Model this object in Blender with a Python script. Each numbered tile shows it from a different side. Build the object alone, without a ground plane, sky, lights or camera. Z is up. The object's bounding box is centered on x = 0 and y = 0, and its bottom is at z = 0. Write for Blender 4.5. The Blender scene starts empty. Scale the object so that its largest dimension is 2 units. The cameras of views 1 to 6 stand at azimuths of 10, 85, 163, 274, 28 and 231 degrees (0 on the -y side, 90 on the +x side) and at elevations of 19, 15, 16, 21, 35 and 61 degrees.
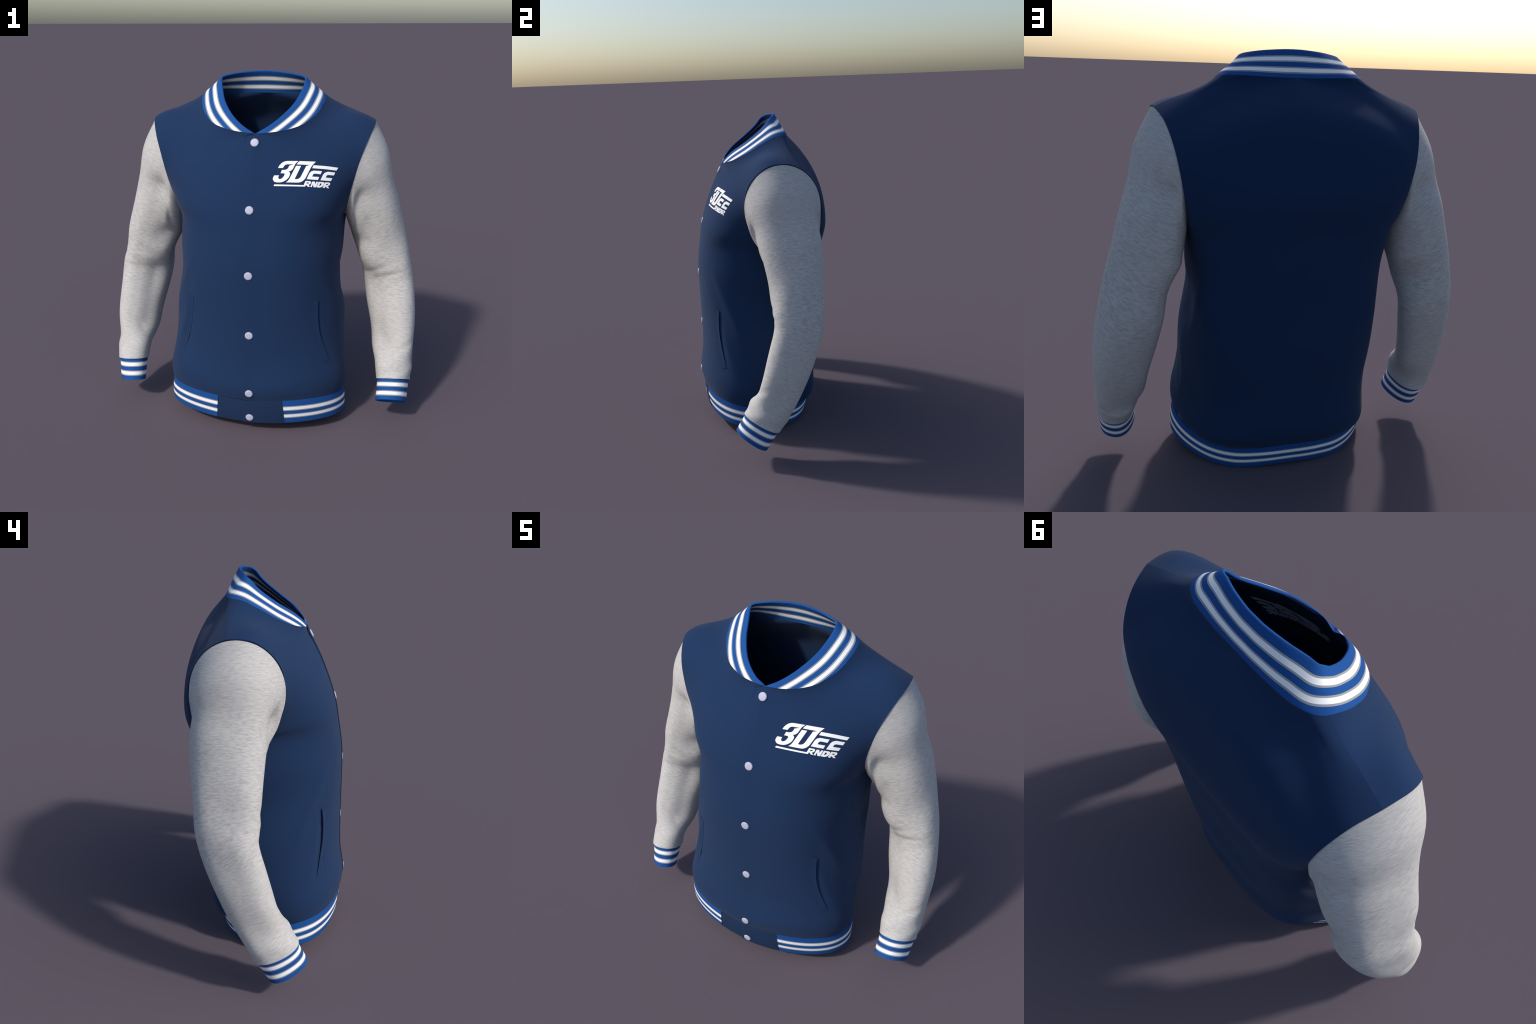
"""Varsity jacket standing as if worn: navy body, heather sleeves, striped rib collar, cuffs and hem.

Body panels are lofted from cubic cross-section rows, sleeves from rings along an arm
spine that start at the armhole loop, ribbed trims from pairs of edge loops."""
import bpy, bmesh, math
import numpy as np
from mathutils import Vector
from mathutils.bvhtree import BVHTree
from mathutils.geometry import delaunay_2d_cdt

# ------------------------------------------------------------------ measurements (metres)
# each row: centre, two handles, side edge of one half of the panel; mirrored in x
FRONT_ROWS = dict(
    hem=[(0, -0.404, 0.225), (0.277, -0.404, 0.228), (0.575, -0.294, 0.249), (0.51, -0.051, 0.19)],
    blouse=[(0, -0.413, 0.3), (0.324, -0.413, 0.352), (0.576, -0.258, 0.425), (0.506, -0.008, 0.27)],
    low_belly=[(0, -0.394, 0.45), (0.305, -0.394, 0.502), (0.541, -0.255, 0.618), (0.495, 0.063, 0.43)],
    pocket=[(0, -0.392, 0.65), (0.215, -0.392, 0.672), (0.518, -0.309, 0.815), (0.497, 0.081, 0.64)],
    waist=[(0, -0.394, 0.85), (0.177, -0.394, 0.859), (0.497, -0.366, 0.994), (0.455, 0.106, 0.84)],
    ribs=[(0, -0.393, 1.03), (0.165, -0.393, 1.025), (0.455, -0.371, 1.1), (0.473, 0.071, 1.02)],
    armpit=[(0, -0.372, 1.2), (0.191, -0.372, 1.18), (0.447, -0.352, 1.214), (0.478, 0.109, 1.206)],
    chest=[(0, -0.346, 1.34), (0.239, -0.346, 1.326), (0.448, -0.314, 1.335), (0.486, -0.016, 1.264)],
    upper_chest=[(0, -0.285, 1.52), (0.284, -0.285, 1.468), (0.426, -0.233, 1.47), (0.515, -0.096, 1.413)],
    yoke=[(0, -0.201, 1.7), (0.316, -0.201, 1.584), (0.431, -0.134, 1.608), (0.557, -0.091, 1.572)],
    neck_front=[(0.19, -0.158, 1.721), (0.355, -0.087, 1.676), (0.478, -0.054, 1.733), (0.594, -0.042, 1.67)],
    neck_side=[(0.306, -0.058, 1.784), (0.396, 0.027, 1.755), (0.52, 0.034, 1.814), (0.623, 0.046, 1.737)],
    shoulder_seam=[(0.338, 0.135, 1.88), (0.43, 0.143, 1.808), (0.525, 0.151, 1.797), (0.617, 0.159, 1.745)],
)
BACK_ROWS = dict(
    hem=[(0, 0.316, 0.131), (0.28, 0.316, 0.125), (0.432, 0.249, 0.098), (0.51, -0.051, 0.19)],
    blouse=[(0, 0.345, 0.23), (0.379, 0.345, 0.199), (0.401, 0.291, 0.165), (0.506, -0.008, 0.27)],
    low_belly=[(0, 0.352, 0.42), (0.386, 0.352, 0.376), (0.369, 0.273, 0.331), (0.495, 0.063, 0.43)],
    pocket=[(0, 0.372, 0.63), (0.381, 0.372, 0.588), (0.414, 0.301, 0.546), (0.497, 0.081, 0.64)],
    waist=[(0, 0.375, 0.84), (0.388, 0.375, 0.805), (0.45, 0.348, 0.764), (0.455, 0.106, 0.84)],
    ribs=[(0, 0.389, 1.03), (0.383, 0.389, 1.014), (0.445, 0.374, 0.969), (0.473, 0.071, 1.02)],
    armpit=[(0, 0.397, 1.2), (0.381, 0.397, 1.212), (0.504, 0.402, 1.151), (0.478, 0.109, 1.206)],
    chest=[(0, 0.417, 1.36), (0.377, 0.417, 1.395), (0.528, 0.434, 1.302), (0.489, 0.235, 1.238)],
    upper_chest=[(0, 0.386, 1.55), (0.373, 0.386, 1.567), (0.532, 0.423, 1.432), (0.512, 0.328, 1.349)],
    yoke=[(0, 0.331, 1.73), (0.378, 0.331, 1.717), (0.528, 0.381, 1.547), (0.537, 0.354, 1.483)],
    neck_front=[(0, 0.206, 1.879), (0.392, 0.206, 1.807), (0.526, 0.32, 1.646), (0.559, 0.329, 1.595)],
    neck_side=[(0.19, 0.205, 1.884), (0.413, 0.161, 1.833), (0.526, 0.242, 1.729), (0.587, 0.258, 1.693)],
    shoulder_seam=[(0.338, 0.135, 1.88), (0.43, 0.143, 1.808), (0.525, 0.151, 1.797), (0.617, 0.159, 1.745)],
)
ARMHOLE = [
    (0.615, 0.168, 1.743),
    (0.626, 0.075, 1.746),
    (0.61, -0.007, 1.706),
    (0.575, -0.07, 1.625),
    (0.54, -0.102, 1.514),
    (0.511, -0.091, 1.392),
    (0.49, -0.035, 1.285),
    (0.479, 0.056, 1.218),
    (0.48, 0.164, 1.208),
    (0.494, 0.263, 1.258),
    (0.514, 0.331, 1.357),
    (0.536, 0.354, 1.48),
    (0.561, 0.326, 1.601),
    (0.588, 0.258, 1.694),
]
LEFT_SLEEVE = [  # centre x, y, z, half width, half depth, skew, 3rd-harmonic cos, sin
    (0.579, 0.147, 1.376, 0.164, 0.183, 0.013, -0.001, -0.003),
    (0.619, 0.163, 1.268, 0.159, 0.182, 0.011, -0.001, -0.004),
    (0.646, 0.177, 1.176, 0.157, 0.175, 0.017, -0.001, -0.007),
    (0.666, 0.178, 1.098, 0.154, 0.167, 0.011, 0.002, -0.002),
    (0.686, 0.175, 1.029, 0.148, 0.161, 0.005, 0.006, 0.004),
    (0.707, 0.172, 0.97, 0.143, 0.157, 0.003, 0.005, 0.007),
    (0.723, 0.177, 0.916, 0.141, 0.155, 0.011, 0.001, 0.001),
    (0.736, 0.186, 0.864, 0.14, 0.147, 0.018, -0.004, -0.002),
    (0.749, 0.181, 0.809, 0.139, 0.139, 0.019, -0.007, 0.001),
    (0.762, 0.163, 0.746, 0.14, 0.137, 0.017, -0.009, 0.001),
    (0.774, 0.139, 0.677, 0.139, 0.137, 0.014, -0.009, 0),
    (0.786, 0.115, 0.605, 0.133, 0.134, 0.012, -0.008, -0.002),
    (0.797, 0.093, 0.536, 0.126, 0.129, 0.014, -0.007, -0.004),
    (0.8, 0.071, 0.476, 0.118, 0.121, 0.015, -0.01, -0.006),
    (0.802, 0.047, 0.427, 0.117, 0.114, 0.012, -0.013, -0.006),
    (0.804, 0.022, 0.386, 0.114, 0.112, 0.004, -0.01, -0.003),
    (0.801, -0.002, 0.35, 0.109, 0.113, -0.005, -0.003, 0.001),
    (0.801, -0.022, 0.311, 0.102, 0.116, -0.008, 0.004, 0.003),
    (0.8, -0.041, 0.264, 0.092, 0.116, -0.005, 0.006, 0.001),
    (0.798, -0.067, 0.203, 0.085, 0.112, -0.001, 0.004, -0.002),
    (0.792, -0.103, 0.122, 0.09, 0.104, -0.008, 0.002, -0.001),
]
RIGHT_SLEEVE = [  # centre x, y, z, half width, half depth, skew, 3rd-harmonic cos, sin
    (-0.588, 0.15, 1.385, 0.16, 0.178, 0.005, -0.004, 0.004),
    (-0.62, 0.163, 1.274, 0.16, 0.182, 0.004, -0.003, 0.003),
    (-0.649, 0.176, 1.164, 0.161, 0.175, 0.014, -0.006, -0.001),
    (-0.677, 0.176, 1.087, 0.156, 0.166, 0.013, -0.011, 0),
    (-0.7, 0.166, 1.031, 0.147, 0.157, 0.007, -0.013, 0.006),
    (-0.714, 0.162, 0.978, 0.138, 0.155, -0.002, -0.01, 0.009),
    (-0.724, 0.166, 0.922, 0.137, 0.157, 0.001, -0.008, 0.005),
    (-0.737, 0.181, 0.868, 0.139, 0.151, 0.014, -0.007, 0.001),
    (-0.75, 0.18, 0.813, 0.138, 0.138, 0.021, -0.009, 0),
    (-0.759, 0.161, 0.75, 0.135, 0.135, 0.02, -0.013, 0),
    (-0.77, 0.14, 0.682, 0.131, 0.134, 0.016, -0.011, -0.002),
    (-0.782, 0.114, 0.613, 0.128, 0.131, 0.014, -0.008, -0.002),
    (-0.79, 0.091, 0.548, 0.123, 0.127, 0.014, -0.007, -0.002),
    (-0.795, 0.074, 0.489, 0.119, 0.122, 0.015, -0.008, -0.003),
    (-0.797, 0.052, 0.441, 0.113, 0.117, 0.013, -0.008, -0.004),
    (-0.801, 0.027, 0.4, 0.106, 0.113, 0.002, -0.007, -0.003),
    (-0.805, 0.003, 0.362, 0.101, 0.111, -0.01, -0.003, -0.001),
    (-0.807, -0.019, 0.319, 0.099, 0.107, -0.013, 0, 0.001),
    (-0.806, -0.045, 0.269, 0.093, 0.105, -0.012, 0.001, 0),
    (-0.804, -0.075, 0.203, 0.083, 0.099, -0.01, -0.001, -0.004),
    (-0.796, -0.12, 0.111, 0.081, 0.096, -0.017, -0.002, -0.001),
]
COLLAR_TOP = [
    (0, -0.192, 1.698),
    (0.062, -0.185, 1.731),
    (0.136, -0.134, 1.787),
    (0.194, -0.048, 1.849),
    (0.225, 0.029, 1.911),
    (0.239, 0.071, 1.958),
    (0.23, 0.094, 1.974),
    (0.191, 0.107, 1.984),
    (0.127, 0.127, 1.993),
    (0.045, 0.142, 1.999),
]
COLLAR_BASE = [
    (0, -0.202, 1.7),
    (0.127, -0.187, 1.713),
    (0.233, -0.136, 1.738),
    (0.302, -0.057, 1.781),
    (0.338, 0.026, 1.834),
    (0.346, 0.099, 1.874),
    (0.323, 0.157, 1.883),
    (0.263, 0.191, 1.885),
    (0.182, 0.202, 1.883),
    (0.092, 0.205, 1.88),
    (0, 0.206, 1.879),
]
HEM_TOP = [
    (0, -0.404, 0.225),
    (0.185, -0.387, 0.228),
    (0.344, -0.34, 0.231),
    (0.457, -0.262, 0.226),
    (0.514, -0.158, 0.21),
    (0.515, -0.037, 0.184),
    (0.47, 0.084, 0.155),
    (0.389, 0.189, 0.132),
    (0.28, 0.265, 0.124),
    (0.147, 0.307, 0.128),
    (0, 0.32, 0.132),
]
HEM_BOTTOM = [
    (0, -0.383, 0.07),
    (0.195, -0.362, 0.072),
    (0.362, -0.306, 0.075),
    (0.477, -0.226, 0.076),
    (0.525, -0.127, 0.07),
    (0.51, -0.019, 0.052),
    (0.45, 0.089, 0.027),
    (0.361, 0.181, 0.006),
    (0.253, 0.245, 0),
    (0.131, 0.276, 0.008),
    (0, 0.285, 0.014),
]
MIRROR = np.array([-1.0, 1.0, 1.0])
CLOTH = 0.006                       # cloth thickness
# stripe zones of the ribs, as fractions of the band width: (end fraction, colour)
COLLAR_ZONES = [(.205, 'blue'), (.25, 'grey'), (.385, 'white'), (.43, 'grey'), (.59, 'blue'),
                (.635, 'grey'), (.76, 'white'), (.81, 'grey'), (1, 'blue')]
CUFF_ZONES = [(.175, 'blue'), (.215, 'grey'), (.36, 'white'), (.405, 'grey'), (.575, 'blue'),
              (.62, 'grey'), (.765, 'white'), (.815, 'grey'), (1, 'blue')]
HEM_ZONES = [(.25, 'blue'), (.29, 'grey'), (.41, 'white'), (.45, 'grey'), (.585, 'blue'),
             (.62, 'grey'), (.735, 'white'), (.775, 'grey'), (1, 'blue')]
RIB = ['blue', 'white', 'grey']
BUTTONS = [(.0035, 1.6565), (-.003, 1.3232), (-.0027, .9725), (-.0012, .6218), (.0012, .2744), (0, .1062)]


# ------------------------------------------------------------------ curve and grid tools
def catmull(P, m, closed=False):
    """Catmull-Rom through the points (any dimension), m steps per span."""
    P = np.asarray(P, float)
    shape = P.shape[1:]
    P = P.reshape(len(P), -1)
    if closed:
        Q = np.vstack([P[-1:], P, P[:2]])
    else:
        Q = np.vstack([2 * P[:1] - P[1:2], P, 2 * P[-1:] - P[-2:-1]])
    t = np.linspace(0, 1, m, endpoint=False)[None, :, None]
    a, b, c, d = (X[:, None, :] for X in (Q[:-3], Q[1:-2], Q[2:-1], Q[3:]))
    r = .5 * (2 * b + (c - a) * t + (2 * a - 5 * b + 4 * c - d) * t ** 2 + (3 * b - a - 3 * c + d) * t ** 3)
    r = r.reshape(-1, P.shape[1])
    if not closed:
        r = np.vstack([r, P[-1]])
    return r.reshape((len(r),) + shape)


def arc(P):
    return np.r_[0, np.cumsum(np.linalg.norm(np.diff(P, axis=0), axis=1))]


def resample(P, n):
    L = arc(P)
    t = np.linspace(0, L[-1], n)
    return np.stack([np.interp(t, L, P[:, k]) for k in range(3)], -1)


def unit(v):
    return v / np.maximum(np.linalg.norm(v, axis=-1, keepdims=True), 1e-12)


def grid_normals(G, wrap=False):
    if wrap:
        du = np.roll(G, -1, 1) - np.roll(G, 1, 1)
    else:
        du = np.gradient(G, axis=1)
    dv = np.gradient(G, axis=0)
    return unit(np.cross(du, dv))


def smoothstep(x):
    x = np.clip(x, 0, 1)
    return x * x * (3 - 2 * x)


class Builder:
    """Collects quads with a material index and turns them into one mesh object."""

    def __init__(self):
        self.v, self.f, self.m, self.n = [], [], [], 0

    def grid(self, G, mats=None, wrap=False, flip=False):
        R, C = G.shape[:2]
        base = self.n
        self.v.append(G.reshape(-1, 3))
        self.n += R * C
        for i in range(R - 1):
            for j in range(C if wrap else C - 1):
                k = (j + 1) % C
                q = [base + i * C + j, base + i * C + k, base + (i + 1) * C + k, base + (i + 1) * C + j]
                self.f.append(q[::-1] if flip else q)
                self.m.append(0 if mats is None else mats[i])
        return base

    def make(self, name, parent, materials, sharp=42):
        me = bpy.data.meshes.new(name)
        me.from_pydata(np.concatenate(self.v).tolist(), [], self.f)
        for mt in materials:
            me.materials.append(mt)
        me.polygons.foreach_set('material_index', np.array(self.m, dtype=np.int32))
        bm = bmesh.new()
        bm.from_mesh(me)
        bmesh.ops.remove_doubles(bm, verts=bm.verts, dist=2e-5)
        bmesh.ops.dissolve_degenerate(bm, edges=bm.edges, dist=1e-5)
        bm.to_mesh(me)
        bm.free()
        me.shade_smooth()
        if sharp:
            me.set_sharp_from_angle(angle=math.radians(sharp))
        ob = bpy.data.objects.new(name, me)
        bpy.context.scene.collection.objects.link(ob)
        ob.parent = parent
        return ob


def shell(G, thick, name, parent, materials, mats=None, wrap=False, rims=('v0', 'v1', 'u0', 'u1')):
    """Cloth of real thickness: outer grid, inner grid and rims."""
    b = Builder()
    N = grid_normals(G, wrap)
    H = G - N * thick
    b.grid(G, mats, wrap)
    b.grid(H, mats, wrap, flip=True)
    if 'v0' in rims:
        b.grid(np.stack([H[0], G[0]]), None if mats is None else [mats[0]], wrap)
    if 'v1' in rims:
        b.grid(np.stack([G[-1], H[-1]]), None if mats is None else [mats[-1]], wrap)
    if not wrap:
        for key, col, order in (('u0', 0, 0), ('u1', -1, 1)):
            if key in rims:
                pair = (G[:, col], H[:, col])
                strip = np.stack(pair if order == 0 else pair[::-1], 1)
                b.grid(strip, mats, False, flip=True)
    return b.make(name, parent, materials)


# ------------------------------------------------------------------ materials
def nodes_of(name):
    mt = bpy.data.materials.new(name)
    mt.use_nodes = True
    nt = mt.node_tree
    return mt, nt, nt.nodes['Principled BSDF']


def mix_colour(nt, fac, a, b):
    mx = nt.nodes.new('ShaderNodeMix')
    mx.data_type = 'RGBA'
    mx.inputs[6].default_value = (*a, 1)
    mx.inputs[7].default_value = (*b, 1)
    nt.links.new(fac, mx.inputs[0])
    return mx.outputs[2]


def cloth(name, colour, vary=.06, scale=260.0, rough=.85, spec=.25, sheen=0.0, bump=.02):
    mt, nt, p = nodes_of(name)
    tc = nt.nodes.new('ShaderNodeTexCoord')
    nz = nt.nodes.new('ShaderNodeTexNoise')
    nz.inputs['Scale'].default_value = scale
    nz.inputs['Detail'].default_value = 3
    nt.links.new(tc.outputs['Object'], nz.inputs['Vector'])
    lo = tuple(c * (1 - vary) for c in colour)
    hi = tuple(min(1, c * (1 + vary)) for c in colour)
    nt.links.new(mix_colour(nt, nz.outputs['Fac'], lo, hi), p.inputs['Base Color'])
    p.inputs['Roughness'].default_value = rough
    p.inputs['Specular IOR Level'].default_value = spec
    if sheen:
        p.inputs['Sheen Weight'].default_value = sheen
        p.inputs['Sheen Roughness'].default_value = .5
    if bump:
        bp = nt.nodes.new('ShaderNodeBump')
        bp.inputs['Strength'].default_value = bump
        bp.inputs['Distance'].default_value = .002
        nt.links.new(nz.outputs['Fac'], bp.inputs['Height'])
        nt.links.new(bp.outputs['Normal'], p.inputs['Normal'])
    return mt


def heather(name):
    """Marled sweatshirt knit: short dark streaks running round the sleeve."""
    mt, nt, p = nodes_of(name)
    L = nt.links.new
    tc = nt.nodes.new('ShaderNodeTexCoord')
    sp = nt.nodes.new('ShaderNodeSeparateXYZ')
    L(tc.outputs['Object'], sp.inputs[0])

    def math_node(op, a, b):
        n = nt.nodes.new('ShaderNodeMath')
        n.operation = op
        for i, s in enumerate((a, b)):
            if isinstance(s, (int, float)):
                n.inputs[i].default_value = s
            else:
                L(s, n.inputs[i])
        return n.outputs[0]

    # the forearm leans forward, so below the elbow the courses tilt with it
    bend = nt.nodes.new('ShaderNodeMapRange')
    bend.inputs['From Min'].default_value = 1.05
    bend.inputs['From Max'].default_value = .35
    bend.inputs['To Min'].default_value = 0
    bend.inputs['To Max'].default_value = -.48
    L(sp.outputs['Z'], bend.inputs['Value'])
    tilt = math_node('MULTIPLY', sp.outputs['Y'], bend.outputs['Result'])
    out = math_node('ABSOLUTE', sp.outputs['X'], 0.0)
    fade = nt.nodes.new('ShaderNodeMapRange')
    fade.inputs['From Min'].default_value = .75
    fade.inputs['From Max'].default_value = 1.45
    fade.inputs['To Min'].default_value = 0
    fade.inputs['To Max'].default_value = -.42
    L(sp.outputs['Z'], fade.inputs['Value'])
    slope = math_node('MULTIPLY', out, fade.outputs['Result'])
    along = math_node('SUBTRACT', math_node('ADD', sp.outputs['Z'], slope), tilt)
    cm = nt.nodes.new('ShaderNodeCombineXYZ')
    L(math_node('MULTIPLY', sp.outputs['X'], .15), cm.inputs[0])
    L(math_node('MULTIPLY', sp.outputs['Y'], .15), cm.inputs[1])
    L(math_node('MULTIPLY', along, 1.35), cm.inputs[2])

    def noise(scale, detail):
        n = nt.nodes.new('ShaderNodeTexNoise')
        n.inputs['Scale'].default_value = scale
        n.inputs['Detail'].default_value = detail
        n.inputs['Roughness'].default_value = .62
        L(cm.outputs[0], n.inputs['Vector'])
        return n.outputs['Fac']

    fine = noise(225, 3)
    ramp = nt.nodes.new('ShaderNodeValToRGB')
    e = ramp.color_ramp.elements
    e[0].position, e[0].color = .24, (*HEATHER_DARK, 1)
    e[1].position, e[1].color = .60, (*HEATHER_LIGHT, 1)
    L(fine, ramp.inputs['Fac'])
    L(ramp.outputs['Color'], p.inputs['Base Color'])
    p.inputs['Roughness'].default_value = .95
    p.inputs['Specular IOR Level'].default_value = .15
    bp = nt.nodes.new('ShaderNodeBump')
    bp.inputs['Strength'].default_value = .04
    bp.inputs['Distance'].default_value = .002
    L(fine, bp.inputs['Height'])
    L(bp.outputs['Normal'], p.inputs['Normal'])
    return mt


HEATHER_DARK, HEATHER_LIGHT = (.39, .38, .37), (.60, .585, .57)
NAVY = cloth('navy_fleece', (.0114, .0332, .0925), rough=1.0, spec=.2, sheen=.05)
NAVY_BAND = cloth('navy_band_darker', (.0104, .0302, .084))  # slightly darker navy than the body, used on the hem tab
BLUE = cloth('blue_rib', (.009, .077, .293), vary=.05)
WHITE = cloth('white_rib', (.97, .97, .98), vary=.01)
GREY = cloth('grey_rib_edge', (.325, .34, .345), vary=.04)
PRINT = cloth('white_print', (.96, .96, .98), vary=.01, rough=.6, bump=0)
SLEEVE_KNIT = heather('heather_knit')
SNAP = cloth('pearl_snap', (.50, .50, .635), vary=.0, rough=.5, spec=.4, bump=0)
RIBS = [BLUE, WHITE, GREY]


# ------------------------------------------------------------------ the jacket
jacket = bpy.data.objects.new('varsity_jacket', None)
bpy.context.scene.collection.objects.link(jacket)
jacket.empty_display_size = .2
jacket['label'] = 'navy varsity jacket with grey sleeves and striped blue trims'
jacket['category'] = 'jacket'

# ---- body surface: rows of cubic cross-sections
NET = {'front': np.array(list(FRONT_ROWS.values())), 'back': np.array(list(BACK_ROWS.values()))}
STEPS = 14
OTHER = {'front': 'back', 'back': 'front'}
LOFT = {}
for kind, v in NET.items():                            # almost smooth over the shoulder, a faint seam stays
    beyond = .55 * NET[OTHER[kind]][11] + .45 * (2 * v[12] - v[11])
    LOFT[kind] = catmull(np.vstack([v, beyond[None]]), STEPS)[:-STEPS]
for kind, corner in (('front', 9), ('back', 10)):      # the centre line turns into the neckline at a corner
    c = NET[kind][:, 0]
    neck = catmull(COLLAR_BASE, 30)
    tip = int(np.argmin(np.linalg.norm(neck - c[-1], axis=1)))
    run = neck[:tip + 1] if kind == 'front' else neck[tip:][::-1]
    centre = np.vstack([c[:corner], run[:1]])
    LOFT[kind][:, 0] = np.vstack([catmull(centre, STEPS)[:-1], resample(run, (12 - corner) * STEPS + 1)])
TOP_V = 9 * STEPS                                   # row of the neck point at centre front
# drape: soft ridges (+) and hollows (-) along straight runs, mirrored on the right side
FOLDS = [
    ((.33, -.300, 1.05), (.465, -.155, .67), .020, .006),     # chest to hip
    ((.30, -.300, .95), (.44, -.190, .60), .026, -.003),
    ((.39, -.262, .66), (.476, -.206, .41), .022, .005),      # below the pocket
    ((.428, .274, .99), (.468, .143, .69), .024, .008),       # under the arm towards the waist, behind
    ((.47, .150, 1.02), (.49, .060, .74), .030, -.006),
    ((.26, .410, 1.33), (.435, .258, .945), .030, .0035),      # shoulder blade to the waist
    ((.33, .370, 1.06), (.45, .220, .88), .034, -.003),
    ((.500, -.010, .50), (.507, .002, .32), .020, .004),
]
WELT_REAR = [(.362, .810), (.3615, .740), (.367, .670), (.380, .600), (.403, .525), (.434, .446)]
WELT_SHADOW_LINE = [(.338, .797), (.349, .736), (.361, .660), (.368, .581), (.379, .452)]
WELT_FRONT = [(.331, .800), (.3365, .735), (.344, .665), (.357, .595), (.378, .520), (.408, .440)]


def add_folds(P, mouth=True):
    """Displaces body points along their rough outward direction."""
    Q = P.copy()
    A = np.abs(P[..., 0])
    S = np.stack([A, P[..., 1], P[..., 2]], -1)
    out = unit(np.stack([P[..., 0] * .8, P[..., 1] - .03, 0 * A], -1))
    rise = np.arange(P.shape[0])[:, None] / STEPS            # the body blouses over the hem rib
    side_w = .35 + .65 * np.clip(A / .4, 0, 1)
    puff = .007 * np.sin(np.pi * np.clip(rise / 1.3, 0, 1)) - .004 * np.clip(1 - rise / .35, 0, 1)
    Q += out * (puff * side_w)[..., None]
    for a, b, w, amp in FOLDS:
        a, b = np.array(a), np.array(b)
        t = np.clip(((S - a) @ (b - a)) / ((b - a) @ (b - a)), 0, 1)
        d2 = ((S - (a + t[..., None] * (b - a))) ** 2).sum(-1)
        Q += out * (amp * np.sin(np.pi * (.12 + .76 * t)) * np.exp(-d2 / (2 * w * w)))[..., None]
    # hollow behind the pocket mouth
    line = catmull(np.array([(x, z, 0) for x, z in WELT_REAR]), 4)
    best = np.full(A.shape, 9.0)
    taper = np.zeros(A.shape)
    for k, (x, z, _) in enumerate(line):
        d = np.hypot(A - (x + .008), P[..., 2] - z)
        s = k / (len(line) - 1)
        near = d < best
        best = np.where(near, d, best)
        taper = np.where(near, math.sin(math.pi * min(1, .08 + .9 * s) ** .75), taper)
    deep = np.where(P[..., 0] > 0, .0035, .008) * mouth
    dent = deep * taper * np.exp(-best ** 2 / (2 * .009 ** 2)) * (P[..., 1] < 0)
    if mouth:                                            # groove modelled to draw the shadow line along the right pocket's front edge
        for k, (x, z, _) in enumerate(catmull(np.array([(x, z, 0) for x, z in WELT_SHADOW_LINE]), 12)):
            d = np.hypot(A - x, P[..., 2] - z)
            dent = np.maximum(dent, .004 * np.exp(-d ** 2 / (2 * .0045 ** 2)) * (P[..., 0] < 0) * (P[..., 1] < 0))
    Q -= out * dent[..., None]
    return Q


def row_points(ctrl, u):
    """Signed u in [-1, 1]; negative values mirror to the other half of the body."""
    t = np.abs(u)[:, None]
    B = (1 - t) ** 3 * ctrl[0] + 3 * t * (1 - t) ** 2 * ctrl[1] + 3 * t * t * (1 - t) * ctrl[2] + t ** 3 * ctrl[3]
    B[:, 0] *= np.where(u < 0, -1, 1)
    return B


def panel(kind, edge, sign, cols, spacing=1.0):
    """Half or full panel. edge(i, z) gives how far past the centre line the cloth runs."""
    rows = []
    for i, ctrl in enumerate(LOFT[kind]):
        if edge is None:
            rows.append(row_points(ctrl, np.linspace(-1, 1, cols)))
            continue
        probe = np.linspace(-.2, .2, 81)
        xs = row_points(ctrl, probe)[:, 0]
        u0 = 0.0 if i >= TOP_V else float(np.interp(-edge(i), xs, probe))
        u = u0 + (1 - u0) * np.linspace(0, 1, cols) ** spacing
        r = row_points(ctrl, u)
        rows.append(r * (1, 1, 1) if sign > 0 else r * MIRROR)
    G = np.array(rows)
    return G[:, ::-1] if (sign < 0 and edge is not None) else G


def overlap(i):
    """The left front runs past the centre by 4 cm and rounds off at the neck."""
    k = (TOP_V - i) / STEPS
    return .040 * math.sqrt(max(0, 1 - max(0, 1 - k / .17) ** 2))


def underlap(i):
    k = (TOP_V - i) / STEPS
    return .030 * smoothstep(k / .5)


def lift(G, amount, width=.10, side=1):
    """Raises the cloth near the centre so that the two fronts lie on each other."""
    N = grid_normals(G)
    w = amount * (1 - smoothstep((G[..., 0] * side + .05) / width))
    return G + N * w[..., None]


left = add_folds(panel('front', overlap, 1, 180))
left = lift(left, .0055)
right = add_folds(panel('front', underlap, -1, 200))
right = lift(right, -.005, side=-1)
# under the rounded corner of the left front the right front sinks in, which leaves a small notch at the neck
k = (TOP_V - np.arange(len(right)))[:, None] / STEPS
sink = np.where(k >= 0, np.clip(1 - k / .42, 0, 1), 0) * smoothstep((right[..., 0] + .060) / .014)
right = right - grid_normals(right) * (.0055 * sink)[..., None]
shell(left, CLOTH, 'front_panel', jacket, [NAVY])
shell(right, CLOTH, 'front_panel', jacket, [NAVY])
b = Builder()
for sign in (1, -1):                                    # two mirrored halves, joined at the spine
    G = add_folds(panel('back', lambda i: 0.0, sign, 120))
    G = G[:, ::-1]
    N = grid_normals(G)
    spine = -1 if sign > 0 else 0
    N[:10 * STEPS + 1, spine, 0] = 0
    N = unit(N)
    H = G - N * CLOTH
    b.grid(G)
    b.grid(H, flip=True)
    b.grid(np.stack([H[0], G[0]]))
    b.grid(np.stack([G[-1], H[-1]]))
    outer_col = 0 if sign > 0 else -1
    b.grid(np.stack([G[:, outer_col], H[:, outer_col]], 1), flip=True)
b.make('back_panel', jacket, [NAVY])


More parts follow.
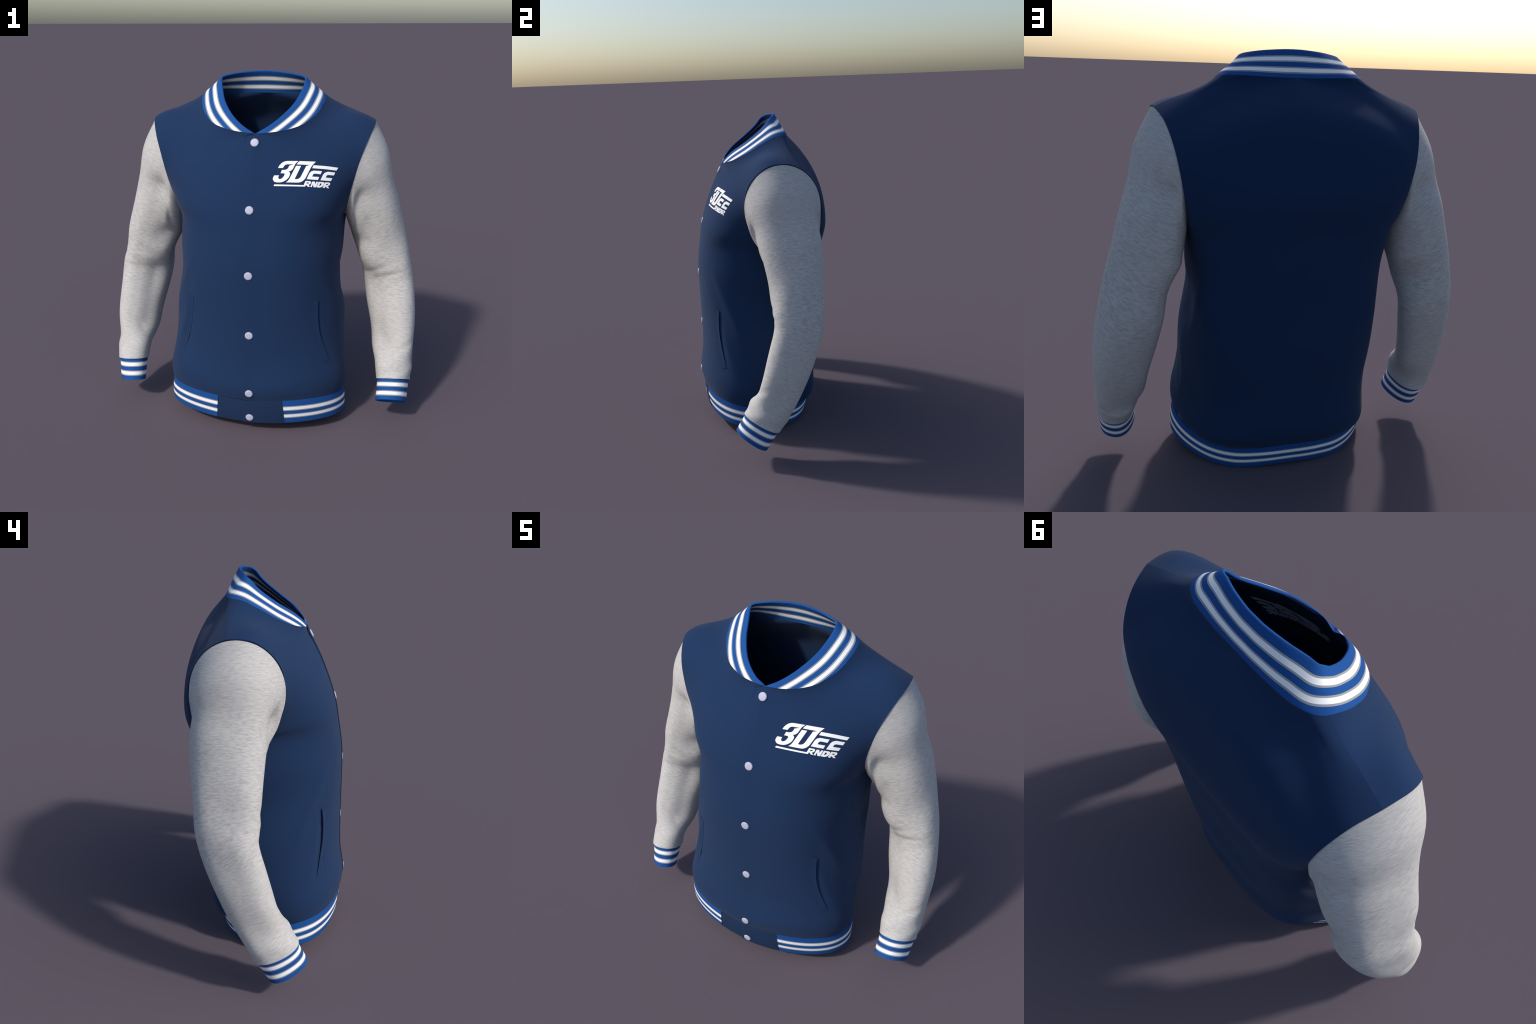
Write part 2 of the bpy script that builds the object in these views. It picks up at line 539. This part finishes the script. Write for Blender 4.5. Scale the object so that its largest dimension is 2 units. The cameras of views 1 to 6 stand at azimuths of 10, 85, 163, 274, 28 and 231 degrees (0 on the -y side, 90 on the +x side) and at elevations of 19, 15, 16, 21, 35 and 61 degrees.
def caster(*grids):
    v, f, n = [], [], 0
    for G in grids:
        R, C = G.shape[:2]
        v += [tuple(p) for p in G.reshape(-1, 3)]
        f += [(n + i * C + j, n + i * C + j + 1, n + (i + 1) * C + j + 1, n + (i + 1) * C + j)
              for i in range(R - 1) for j in range(C - 1)]
        n += R * C
    return BVHTree.FromPolygons(v, f)


FRONT_TREE = caster(left, right)
PLAIN_TREE = caster(lift(add_folds(panel('front', overlap, 1, 180), False), .0055),
                    lift(add_folds(panel('front', underlap, -1, 200), False), -.005, side=-1))


def on_front(x, z, tree=None):
    hit = (tree or FRONT_TREE).ray_cast(Vector((x, -2, z)), Vector((0, 1, 0)))
    p, n = np.array(hit[0]), np.array(hit[1])
    return p, n * (-1 if n[1] > 0 else 1)


# ---- pocket welts: narrow strips, sewn along the front edge, standing off along the mouth
for side in (1, -1):
    f = catmull(np.array([(x, z, 0) for x, z in WELT_FRONT]), 6)
    r = catmull(np.array([(x, z, 0) for x, z in WELT_REAR]), 6)
    rows = []
    for i, (a, b) in enumerate(zip(f, r)):
        s = i / (len(f) - 1)
        gap = .0012 + (.0032 if side > 0 else .0062) * math.sin(math.pi * min(1, .08 + .9 * s) ** .75)
        strip = []
        for t in np.linspace(0, 1, 7):
            c = a + (b - a) * t
            p, n = on_front(side * c[0], c[1], PLAIN_TREE)
            strip.append(p + n * (.0016 + gap * t * t))
        rows.append(strip)
    G = np.array(rows)
    G = G if side < 0 else G[:, ::-1]
    shell(G if grid_normals(G)[3, 3, 1] < 0 else G[:, ::-1], .0035, 'pocket_welt', jacket, [NAVY])

# ---- collar: stripes run parallel to the free edge and are cut off by the neck seam
top_half = catmull(COLLAR_TOP + [(0, .1435, 2.0)], 12)
base_half = catmull(COLLAR_BASE, 40)
top = resample(top_half, 110)
near, lo = [], 0
for p in top:
    window = base_half[lo:lo + 80]
    k = lo + int(np.argmin(np.linalg.norm(window - p, axis=1)))
    near.append(k)
    lo = k
near = np.array(near, float)
for _ in range(30):
    near[1:-1] = (near[:-2] + 2 * near[1:-1] + near[2:]) / 4
near[-1] = len(base_half) - 1
base = np.stack([np.interp(near, np.arange(len(base_half)), base_half[:, k]) for k in range(3)], -1)
width = np.linalg.norm(base - top, axis=1)
WIDE = .143
fractions, zone = [0.0], []
for end, col in COLLAR_ZONES:
    start = fractions[-1]
    for s in range(3):
        fractions.append(start + (end - start) * (s + 1) / 3)
        zone.append(RIB.index(col))
rows = []
for fr in fractions:
    d = np.minimum(fr * np.maximum(WIDE, width), width) if fr < 1 else width
    t = (d / np.maximum(width, 1e-6))[:, None]
    rows.append(top * (1 - t) + base * t)
outer = np.array(rows)
full = np.concatenate([outer * MIRROR, outer[:, -2::-1]], 1)          # right front, back, left front
away = full - np.array([0, .02, 0])
away[..., 2] = 0
N = grid_normals(full)
T = np.gradient(full, axis=1)
N = unit(np.cross(T, np.broadcast_to((np.concatenate([(base - top) * MIRROR, (base - top)[-2::-1]], 0))[None], full.shape)))
N *= np.sign((N * away).sum(-1).mean())
t = np.array(fractions)[:, None, None]
full = full + N * (.004 * np.sin(np.pi * t) * np.minimum(1, np.concatenate([width, width[-2::-1]]) / WIDE)[None, :, None])
THICK = .011
room = np.minimum(1, np.concatenate([width, width[-2::-1]]) / .06)[None, :, None]
cap = []
for a in np.linspace(0, np.pi, 7)[1:-1]:
    up = -unit(full[3] - full[0] + 1e-9)
    cap.append(full[0] - N[0] * THICK * room[0] * (1 - np.cos(a)) / 2 + up * .004 * np.sin(a))
inner = full - N * THICK * room
sheet = np.concatenate([full[::-1], np.array(cap), inner], 0)
mats = zone[::-1] + [0] * (len(cap) + 1) + zone
b = Builder()
b.grid(sheet, mats, flip=False)
b.make('collar', jacket, RIBS, sharp=60)

# ---- hem rib with the plain navy tab at the centre front
ht = catmull(HEM_TOP + [p * MIRROR for p in np.array(HEM_TOP)[-2:0:-1]], 24, True)
hb = catmull(HEM_BOTTOM + [p * MIRROR for p in np.array(HEM_BOTTOM)[-2:0:-1]], 24, True)
HALF_TAB = .186


def hem_piece(name, start, stop, n, materials, zones, push, thick=.009):
    """Part of the hem band between two places on the loop (loop index, may run past the end)."""
    k = np.linspace(start, stop, n)
    m = len(ht)
    pick = lambda L: np.stack([np.interp(k, np.arange(-m, 2 * m), np.tile(L[:, c], 3)) for c in range(3)], -1)
    a, c = pick(ht), pick(hb)
    fr, zn = [0.0], []
    for end, col in zones:
        s0 = fr[-1]
        for s in range(3):
            fr.append(s0 + (end - s0) * (s + 1) / 3)
            zn.append(RIB.index(col) if len(materials) > 1 else 0)
    mid = np.array([0, -.04, 0])
    rows = []
    for f_ in fr:
        p = a * (1 - f_) + c * f_
        o = p - mid
        o[:, 2] = 0
        rows.append(p + unit(o) * (push - .005 * (1 - f_) ** 2 + .004 * math.sin(math.pi * f_)))
    G = np.array(rows)[::-1]
    zn = zn[::-1]
    return shell(G, thick, name, jacket, materials, zn)


def loop_at(x, lo, hi):
    return float(np.interp(x, ht[lo:hi, 0], np.arange(lo, hi)))


k_tab = loop_at(HALF_TAB, 0, 90)
k_lap = loop_at(.040, 0, 60)
hem_piece('hem_rib', k_tab, len(ht) - k_tab, 260, RIBS, HEM_ZONES, 0)
hem_piece('hem_tab', -k_lap, k_tab - .02, 40, [NAVY_BAND], [(1, 'blue')], .003, .008)
hem_piece('hem_tab', -k_tab + .02, k_lap, 40, [NAVY_BAND], [(1, 'blue')], -.003, .006)

# ---- sleeves and cuffs
RING = 96
ANG = np.arange(RING) * 2 * np.pi / RING
EXPO = 2.25
COS = np.sign(np.cos(ANG)) * np.abs(np.cos(ANG)) ** (2 / EXPO)
SIN = np.sign(np.sin(ANG)) * np.abs(np.sin(ANG)) ** (2 / EXPO)
FORWARD = np.array([0.0, -1.0, 0.0])
# creases: ring position and angle (0 outside, 90 front, 180 inside) of both ends, widths, depth
CREASES = {
    1: [(8.8, 165, 7.8, 80, .018, -.006), (9.5, 125, 8.9, 45, .016, -.0045), (8.8, 70, 9.0, 35, .045, .007),
        (1.8, 82, 3.4, 110, .016, .006), (1.6, 112, 3.2, 138, .016, -.006), (15.6, 40, 17.0, 85, .018, -.005)],
    -1: [(2.2, 115, 4.4, 150, .015, -.006), (8.3, 145, 7.4, 80, .022, -.005), (8.9, 70, 8.7, 20, .018, -.003),
         (8.8, 80, 9.0, 40, .045, .006), (6.8, 60, 8.4, 110, .020, -.003), (15.5, 90, 16.6, 130, .018, -.005)],
}
# centre, half width, half depth, pitch, roll and turn of the seam ring and the end ring of each cuff
CUFF_RINGS = {
    1: [((.805, -.061, .254), .089, .115, .505, .059, -.37), ((.797, -.129, .139), .084, .110, .60, .044, -.34)],
    -1: [((-.806, -.046, .256), .090, .118, .333, -.053, -.305), ((-.796, -.108, .133), .074, .110, .369, -.065, -.50)],
}


def cuff_ring(side, c, a, b_, pitch, roll, turn):
    f = np.array([0, -math.cos(pitch), math.sin(pitch)])
    u = np.array([side * math.cos(roll), 0, math.sin(roll)])
    u = unit(u - f * (u @ f))
    f, u = f * math.cos(turn) + u * math.sin(turn), u * math.cos(turn) - f * math.sin(turn)
    return np.array(c) + a * COS[:, None] * u + b_ * SIN[:, None] * f


CAP_ROUND = {1: (.020, .006), -1: (.023, .006)}        # fullness of the sleeve head, sideways and to the front
UNDERARM = smoothstep((.05 - np.cos(ANG)) / .6)        # share of the ring that hangs from the underarm


def sleeve_rings(table, side):
    M = np.array(table).T
    soft = M.copy()
    soft[:, 2:-4] = (M[:, 1:-5] + 2 * M[:, 2:-4] + M[:, 3:-3]) / 4
    M = soft
    C = M[:3].T
    T = np.gradient(C, axis=0)
    for _ in range(3):
        T[1:-1] = (T[:-2] + 2 * T[1:-1] + T[2:]) / 4
    T = unit(T)
    F = unit(FORWARD - T * (T @ FORWARD)[:, None])
    U = np.cross(F, T)
    U *= np.sign(U[:, 0] * side)[:, None]
    extra = M[5][:, None] * np.sin(2 * ANG) + M[6][:, None] * np.cos(3 * ANG) + M[7][:, None] * np.sin(3 * ANG)
    across = (M[3][:, None] * COS + extra * np.cos(ANG))[..., None] * U[:, None]
    depth = (M[4][:, None] * SIN + extra * np.sin(ANG))[..., None] * F[:, None]
    return C[:, None] + across + depth


for side, table in ((1, LEFT_SLEEVE), (-1, RIGHT_SLEEVE)):
    loop = catmull(np.array(ARMHOLE) * (side, 1, 1), 20, True)
    start = int(np.argmax(loop[:, 2]))
    loop = np.vstack([loop[start:], loop[:start + 1]])
    hole = resample(loop, RING + 1)[:-1]
    rings = sleeve_rings(table, side)
    cuff_seam, cuff_end = (cuff_ring(side, *c) for c in CUFF_RINGS[side])
    rings[-3] = cuff_seam.mean(0) + (cuff_seam - cuff_seam.mean(0)) * 1.04
    rings[-4] = rings[-4].mean(0) + (rings[-4] - rings[-4].mean(0)) * 1.035
    for k in range(3):                                  # inside of the arm starts at the armhole, not above it
        f = (k + 1.6) / 4.6
        w = UNDERARM[:, None]
        rings[k] = rings[k] * (1 - w) + (hole * (1 - f) + rings[3] * f) * w
    mid = .5 * (hole + rings[0])
    mid[:, 0] += side * np.maximum(0, np.cos(ANG)) * CAP_ROUND[side][0]
    mid[:, 1] -= np.sin(ANG) * CAP_ROUND[side][1]
    centre = hole.mean(0)
    seam = centre + (hole - centre) * .988 - np.array([0, 0, .005]) * np.maximum(0, np.cos(ANG))[:, None]
    tuck = centre + (hole - centre) * .965 - np.array([side * .016, 0, 0])
    arm = np.concatenate([seam[None], mid[None], rings[:-2]])
    S = catmull(arm, 7)
    # creases
    n_row = S.shape[0]
    pos = np.arange(n_row) / 7.0
    c_row = S.mean(1, keepdims=True)
    out = unit(S - c_row)
    for (r0, a0, r1, a1, w, amp) in CREASES[side]:
        p = np.stack(np.broadcast_arrays(pos[:, None] * .065, ANG[None] * .13), -1)
        a, c = np.array([r0 * .065, math.radians(a0) * .13]), np.array([r1 * .065, math.radians(a1) * .13])
        d2 = np.full(p.shape[:2], 9.0)
        mid_t = np.zeros(p.shape[:2])
        for turn in (-1, 0, 1):
            q = p + np.array([0, turn * 2 * np.pi * .13])
            t = np.clip(((q - a) @ (c - a)) / ((c - a) @ (c - a)), 0, 1)
            dd = ((q - a - t[..., None] * (c - a)) ** 2).sum(-1)
            mid_t = np.where(dd < d2, t, mid_t)
            d2 = np.minimum(d2, dd)
        S += out * (amp * np.sin(np.pi * (.15 + .7 * mid_t)) * np.exp(-d2 / (2 * w * w)))[..., None]
    end = S[-1]
    ce = end.mean(0)
    step = unit(S[-1].mean(0) - S[-6].mean(0))
    roll = [ce + (end - ce) * .995 + step * .003, ce + (end - ce) * .955 + step * .004]
    S = np.concatenate([tuck[None], S, np.array(roll)])
    G = S[::-1]
    if (grid_normals(G, True)[40, 0] * (side, 0, 0)).sum() < 0:
        G = G[:, ::-1]
    shell(G, .006, 'sleeve', jacket, [SLEEVE_KNIT], wrap=True)
    # cuff: same rings continued, a little tighter than the sleeve end
    tight = cuff_seam.mean(0) + (cuff_seam - cuff_seam.mean(0)) * .96
    K = np.stack([tight, tight * .5 + cuff_end * .5, cuff_end])
    L = catmull(K, 30)
    fr, zn = [0.0], []
    for endf, col in CUFF_ZONES:
        s0 = fr[-1]
        for s in range(3):
            fr.append(s0 + (endf - s0) * (s + 1) / 3)
            zn.append(RIB.index(col))
    along = arc(L.mean(1))
    along /= along[-1]
    flat = L.reshape(len(L), -1)
    C = np.stack([np.interp(fr, along, flat[:, q]) for q in range(flat.shape[1])], -1).reshape(len(fr), RING, 3)
    G, zn = C[::-1], zn[::-1]
    if (grid_normals(G, True)[10, 0] * (side, 0, 0)).sum() < 0:
        G = G[:, ::-1]
    shell(G, .008, 'cuff', jacket, RIBS, zn, wrap=True)

# ---- snap buttons
PROFILE = [(0, .0056), (.007, .0055), (.013, .0052), (.018, .0046), (.0208, .0034), (.0222, .0016), (.0224, -.001), (.021, -.006)]
SEG = 40
b = Builder()
rows = [[(r * math.cos(a), r * math.sin(a), h) for a in np.arange(SEG) * 2 * np.pi / SEG] for r, h in PROFILE[::-1]]
b.grid(np.array(rows), None, wrap=True)
snap = b.make('button', jacket, [SNAP], sharp=70)
for i, (x, z) in enumerate(BUTTONS):
    ob = snap if i == 0 else snap.copy()
    if i:
        bpy.context.scene.collection.objects.link(ob)
        ob.parent = jacket
    if z > .2:
        p, n = on_front(x, z)
        # average the slope over the button's width
        q0, q1 = on_front(x, z - .025)[0], on_front(x, z + .025)[0]
        d = unit(q1 - q0)
        n = unit(np.array([0, -d[2], d[1]]))
    else:
        p = np.array([x, -.3925, z])
        n = unit(np.array([0, -1, -.10]))
    ob.location = Vector(p) + Vector(n) * .0004
    ob.rotation_euler = Vector(n).to_track_quat('Z', 'Y').to_euler()

# ---- chest emblem: slanted letters laid on the cloth. Flat design units, y down.
# every outline is a list of runs; a run of more than two points is a smooth curve
LETTERS = {
    'letter': [
        # figure three
        ([[(.390, .515), (.450, .395), (.580, .265), (.715, .200), (.850, .182)], [(1.360, .190), (1.240, .295), (1.180, .390),
          (1.115, .535), (1.050, .615), (.965, .670), (.885, .687)], [(.885, .687), (.945, .725), (.972, .795), (.945, .890),
          (.880, 1.005), (.780, 1.095), (.650, 1.170), (.500, 1.212)], [(.330, 1.212), (.225, 1.180), (.158, 1.105), (.145, 1.010), (.205, .872)],
          [(.440, .872), (.405, .960), (.428, 1.030), (.490, 1.050), (.590, 1.005), (.678, .895), (.708, .825), (.690, .785), (.630, .770)],
          [(.510, .770), (.580, .608)], [(.720, .608), (.810, .578), (.880, .505), (.918, .410)], [(1.145, .345), (.840, .342)],
          [(.840, .342), (.745, .365), (.675, .430), (.620, .515)]], []),
        # letter D with its bar
        ([[(1.420, .192), (2.195, .215)], [(2.195, .215), (2.067, .340), (1.967, .480), (1.877, .660), (1.757, .905), (1.690, 1.025),
          (1.587, 1.125), (1.480, 1.185), (1.370, 1.208)], [(.775, 1.208), (.880, 1.120), (.965, .990)], [(1.250, .412), (1.490, .418)],
          [(1.195, 1.045), (1.310, 1.045), (1.420, 1.000), (1.495, .910)], [(1.735, .420), (1.922, .370)], [(1.280, .350), (1.345, .258), (1.420, .192)]], []),
        # bar over the small letters
        ([[(2.088, .380), (2.700, .415), (3.262, .478)], [(3.180, .615), (2.620, .555), (2.020, .520)]], []),
        ([[(1.768, 1.040), (1.888, .770)], [(1.888, .770), (1.965, .680), (2.098, .630)], [(2.492, .652), (2.430, .798)],
          [(2.158, .772), (2.085, .805), (2.030, .910)], [(2.362, .925), (2.312, 1.068)]], []),
        ([[(2.428, 1.080), (2.558, .800)], [(2.558, .800), (2.640, .720), (2.778, .672)], [(3.122, .708), (3.060, .850)],
          [(2.798, .825), (2.722, .855), (2.678, .950)], [(2.988, .982), (2.928, 1.118)]], []),
        # small word, the first letter runs into the underline
        ([[(.220, 1.310), (1.638, 1.322)], [(1.718, 1.120), (1.945, 1.130)], [(1.945, 1.130), (1.982, 1.165), (1.975, 1.225), (1.925, 1.280), (1.862, 1.300)],
          [(1.938, 1.396), (1.838, 1.396)], [(1.745, 1.300), (1.705, 1.390)], [(.190, 1.390), (.197, 1.340)]],
         [[(1.785, 1.190), (1.890, 1.195)], [(1.876, 1.240), (1.765, 1.248)]]),
        ([[(1.953, 1.400), (2.048, 1.140)], [(2.162, 1.145), (2.182, 1.280)], [(2.238, 1.150), (2.322, 1.156)], [(2.228, 1.414), (2.112, 1.410)],
          [(2.082, 1.262), (2.028, 1.408)]], []),
        ([[(2.255, 1.412), (2.352, 1.156)], [(2.565, 1.166), (2.608, 1.215), (2.580, 1.310), (2.505, 1.390), (2.405, 1.430)]],
         [[(2.418, 1.226), (2.498, 1.238)], [(2.465, 1.312), (2.368, 1.358)]]),
        ([[(2.552, 1.435), (2.648, 1.176)], [(2.848, 1.186), (2.890, 1.228), (2.872, 1.305), (2.782, 1.352)], [(2.848, 1.464), (2.758, 1.456)],
          [(2.678, 1.362), (2.638, 1.445)]], [[(2.712, 1.250), (2.803, 1.256)], [(2.788, 1.302), (2.690, 1.310)]]),
    ],
}


def emblem_place(X, Y):
    """Design units to body x, z; the emblem sits on the left chest and sags outward."""
    x = .089 + .107 * X + .008 * Y - .001 * X * Y - .001 * Y * Y
    z = 1.583 + .004 * X - .097 * Y - .002 * X * X - .002 * X * Y - .001 * Y * Y
    return x, z


def outline(runs):
    pts = []
    for r in runs:
        r = np.array([(x, y, 0) for x, y in r])
        c = catmull(r, 5) if len(r) > 2 else r
        pts += [tuple(p[:2]) for p in c]
    clean = []
    for p in pts:
        if not clean or math.dist(p, clean[-1]) > .004:
            clean.append(p)
    if math.dist(clean[0], clean[-1]) < .004:
        clean.pop()
    dense = []
    for a, c in zip(clean, clean[1:] + clean[:1]):
        k = max(1, int(math.dist(a, c) / .06))
        dense += [(a[0] + (c[0] - a[0]) * s / k, a[1] + (c[1] - a[1]) * s / k) for s in range(k)]
    return dense


def inside(p, poly):
    hit = False
    for (x0, y0), (x1, y1) in zip(poly, poly[1:] + poly[:1]):
        if (y0 > p[1]) != (y1 > p[1]) and p[0] < x0 + (p[1] - y0) * (x1 - x0) / (y1 - y0):
            hit = not hit
    return hit


def letter(shape, height, sink, name):
    outer_, hole_ = outline(shape[0]), outline(shape[1]) if shape[1] else []
    pts, edges = [], []
    for lp in (outer_, hole_):
        n0 = len(pts)
        pts += lp
        edges += [(n0 + i, n0 + (i + 1) % len(lp)) for i in range(len(lp))]
    xs, ys = [p[0] for p in outer_], [p[1] for p in outer_]
    for gx in np.arange(min(xs), max(xs), .07):
        for gy in np.arange(min(ys), max(ys), .07):
            if inside((gx, gy), outer_) and not (hole_ and inside((gx, gy), hole_)):
                if min(math.dist((gx, gy), p) for p in outer_ + hole_) > .025:
                    pts.append((gx, gy))
    v2, _, tris, *_ = delaunay_2d_cdt([Vector(p) for p in pts], edges, [], 0, 1e-6)
    keep = []
    for t_ in tris:
        c = ((v2[t_[0]] + v2[t_[1]] + v2[t_[2]]) / 3)[:]
        if inside(c, outer_) and not (hole_ and inside(c, hole_)):
            keep.append(tuple(t_))
    front_, rear_ = [], []
    for v in v2:
        p, n = on_front(*emblem_place(v[0], v[1]))
        front_.append(p + n * height)
        rear_.append(p - n * sink)
    bm = bmesh.new()
    fv = [bm.verts.new(p) for p in front_]
    for t_ in keep:
        bm.faces.new([fv[i] for i in t_])
    bmesh.ops.recalc_face_normals(bm, faces=bm.faces)
    avg = sum((f_.normal for f_ in bm.faces), Vector())
    if avg.y > 0:
        bmesh.ops.reverse_faces(bm, faces=bm.faces)
    shift = {fv[i]: Vector(rear_[i]) for i in range(len(fv))}
    rim = [e_ for e_ in bm.edges if len(e_.link_faces) == 1]
    low = {}
    for e_ in rim:
        for v in e_.verts:
            if v not in low:
                low[v] = bm.verts.new(shift[v])
    for e_ in rim:
        a, c = e_.link_loops[0].vert, e_.link_loops[0].link_loop_next.vert
        bm.faces.new([c, a, low[a], low[c]])
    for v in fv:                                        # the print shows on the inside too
        if v not in low:
            low[v] = bm.verts.new(shift[v])
    for t_ in keep:
        try:
            bm.faces.new([low[fv[i]] for i in t_])
        except ValueError:
            pass
    bmesh.ops.recalc_face_normals(bm, faces=bm.faces)
    for v in [v for v in bm.verts if not v.link_faces]:
        bm.verts.remove(v)
    me = bpy.data.meshes.new(name)
    bm.to_mesh(me)
    bm.free()
    me.materials.append(PRINT)
    me.shade_smooth()
    me.set_sharp_from_angle(angle=math.radians(40))
    ob = bpy.data.objects.new(name, me)
    bpy.context.scene.collection.objects.link(ob)
    return ob


emblem = bpy.data.objects.new('chest_emblem', None)
bpy.context.scene.collection.objects.link(emblem)
emblem.parent = jacket
emblem.empty_display_size = .05
for shape in LETTERS['letter']:
    letter(shape, .0020, CLOTH + .0012, 'emblem_letter').parent = emblem
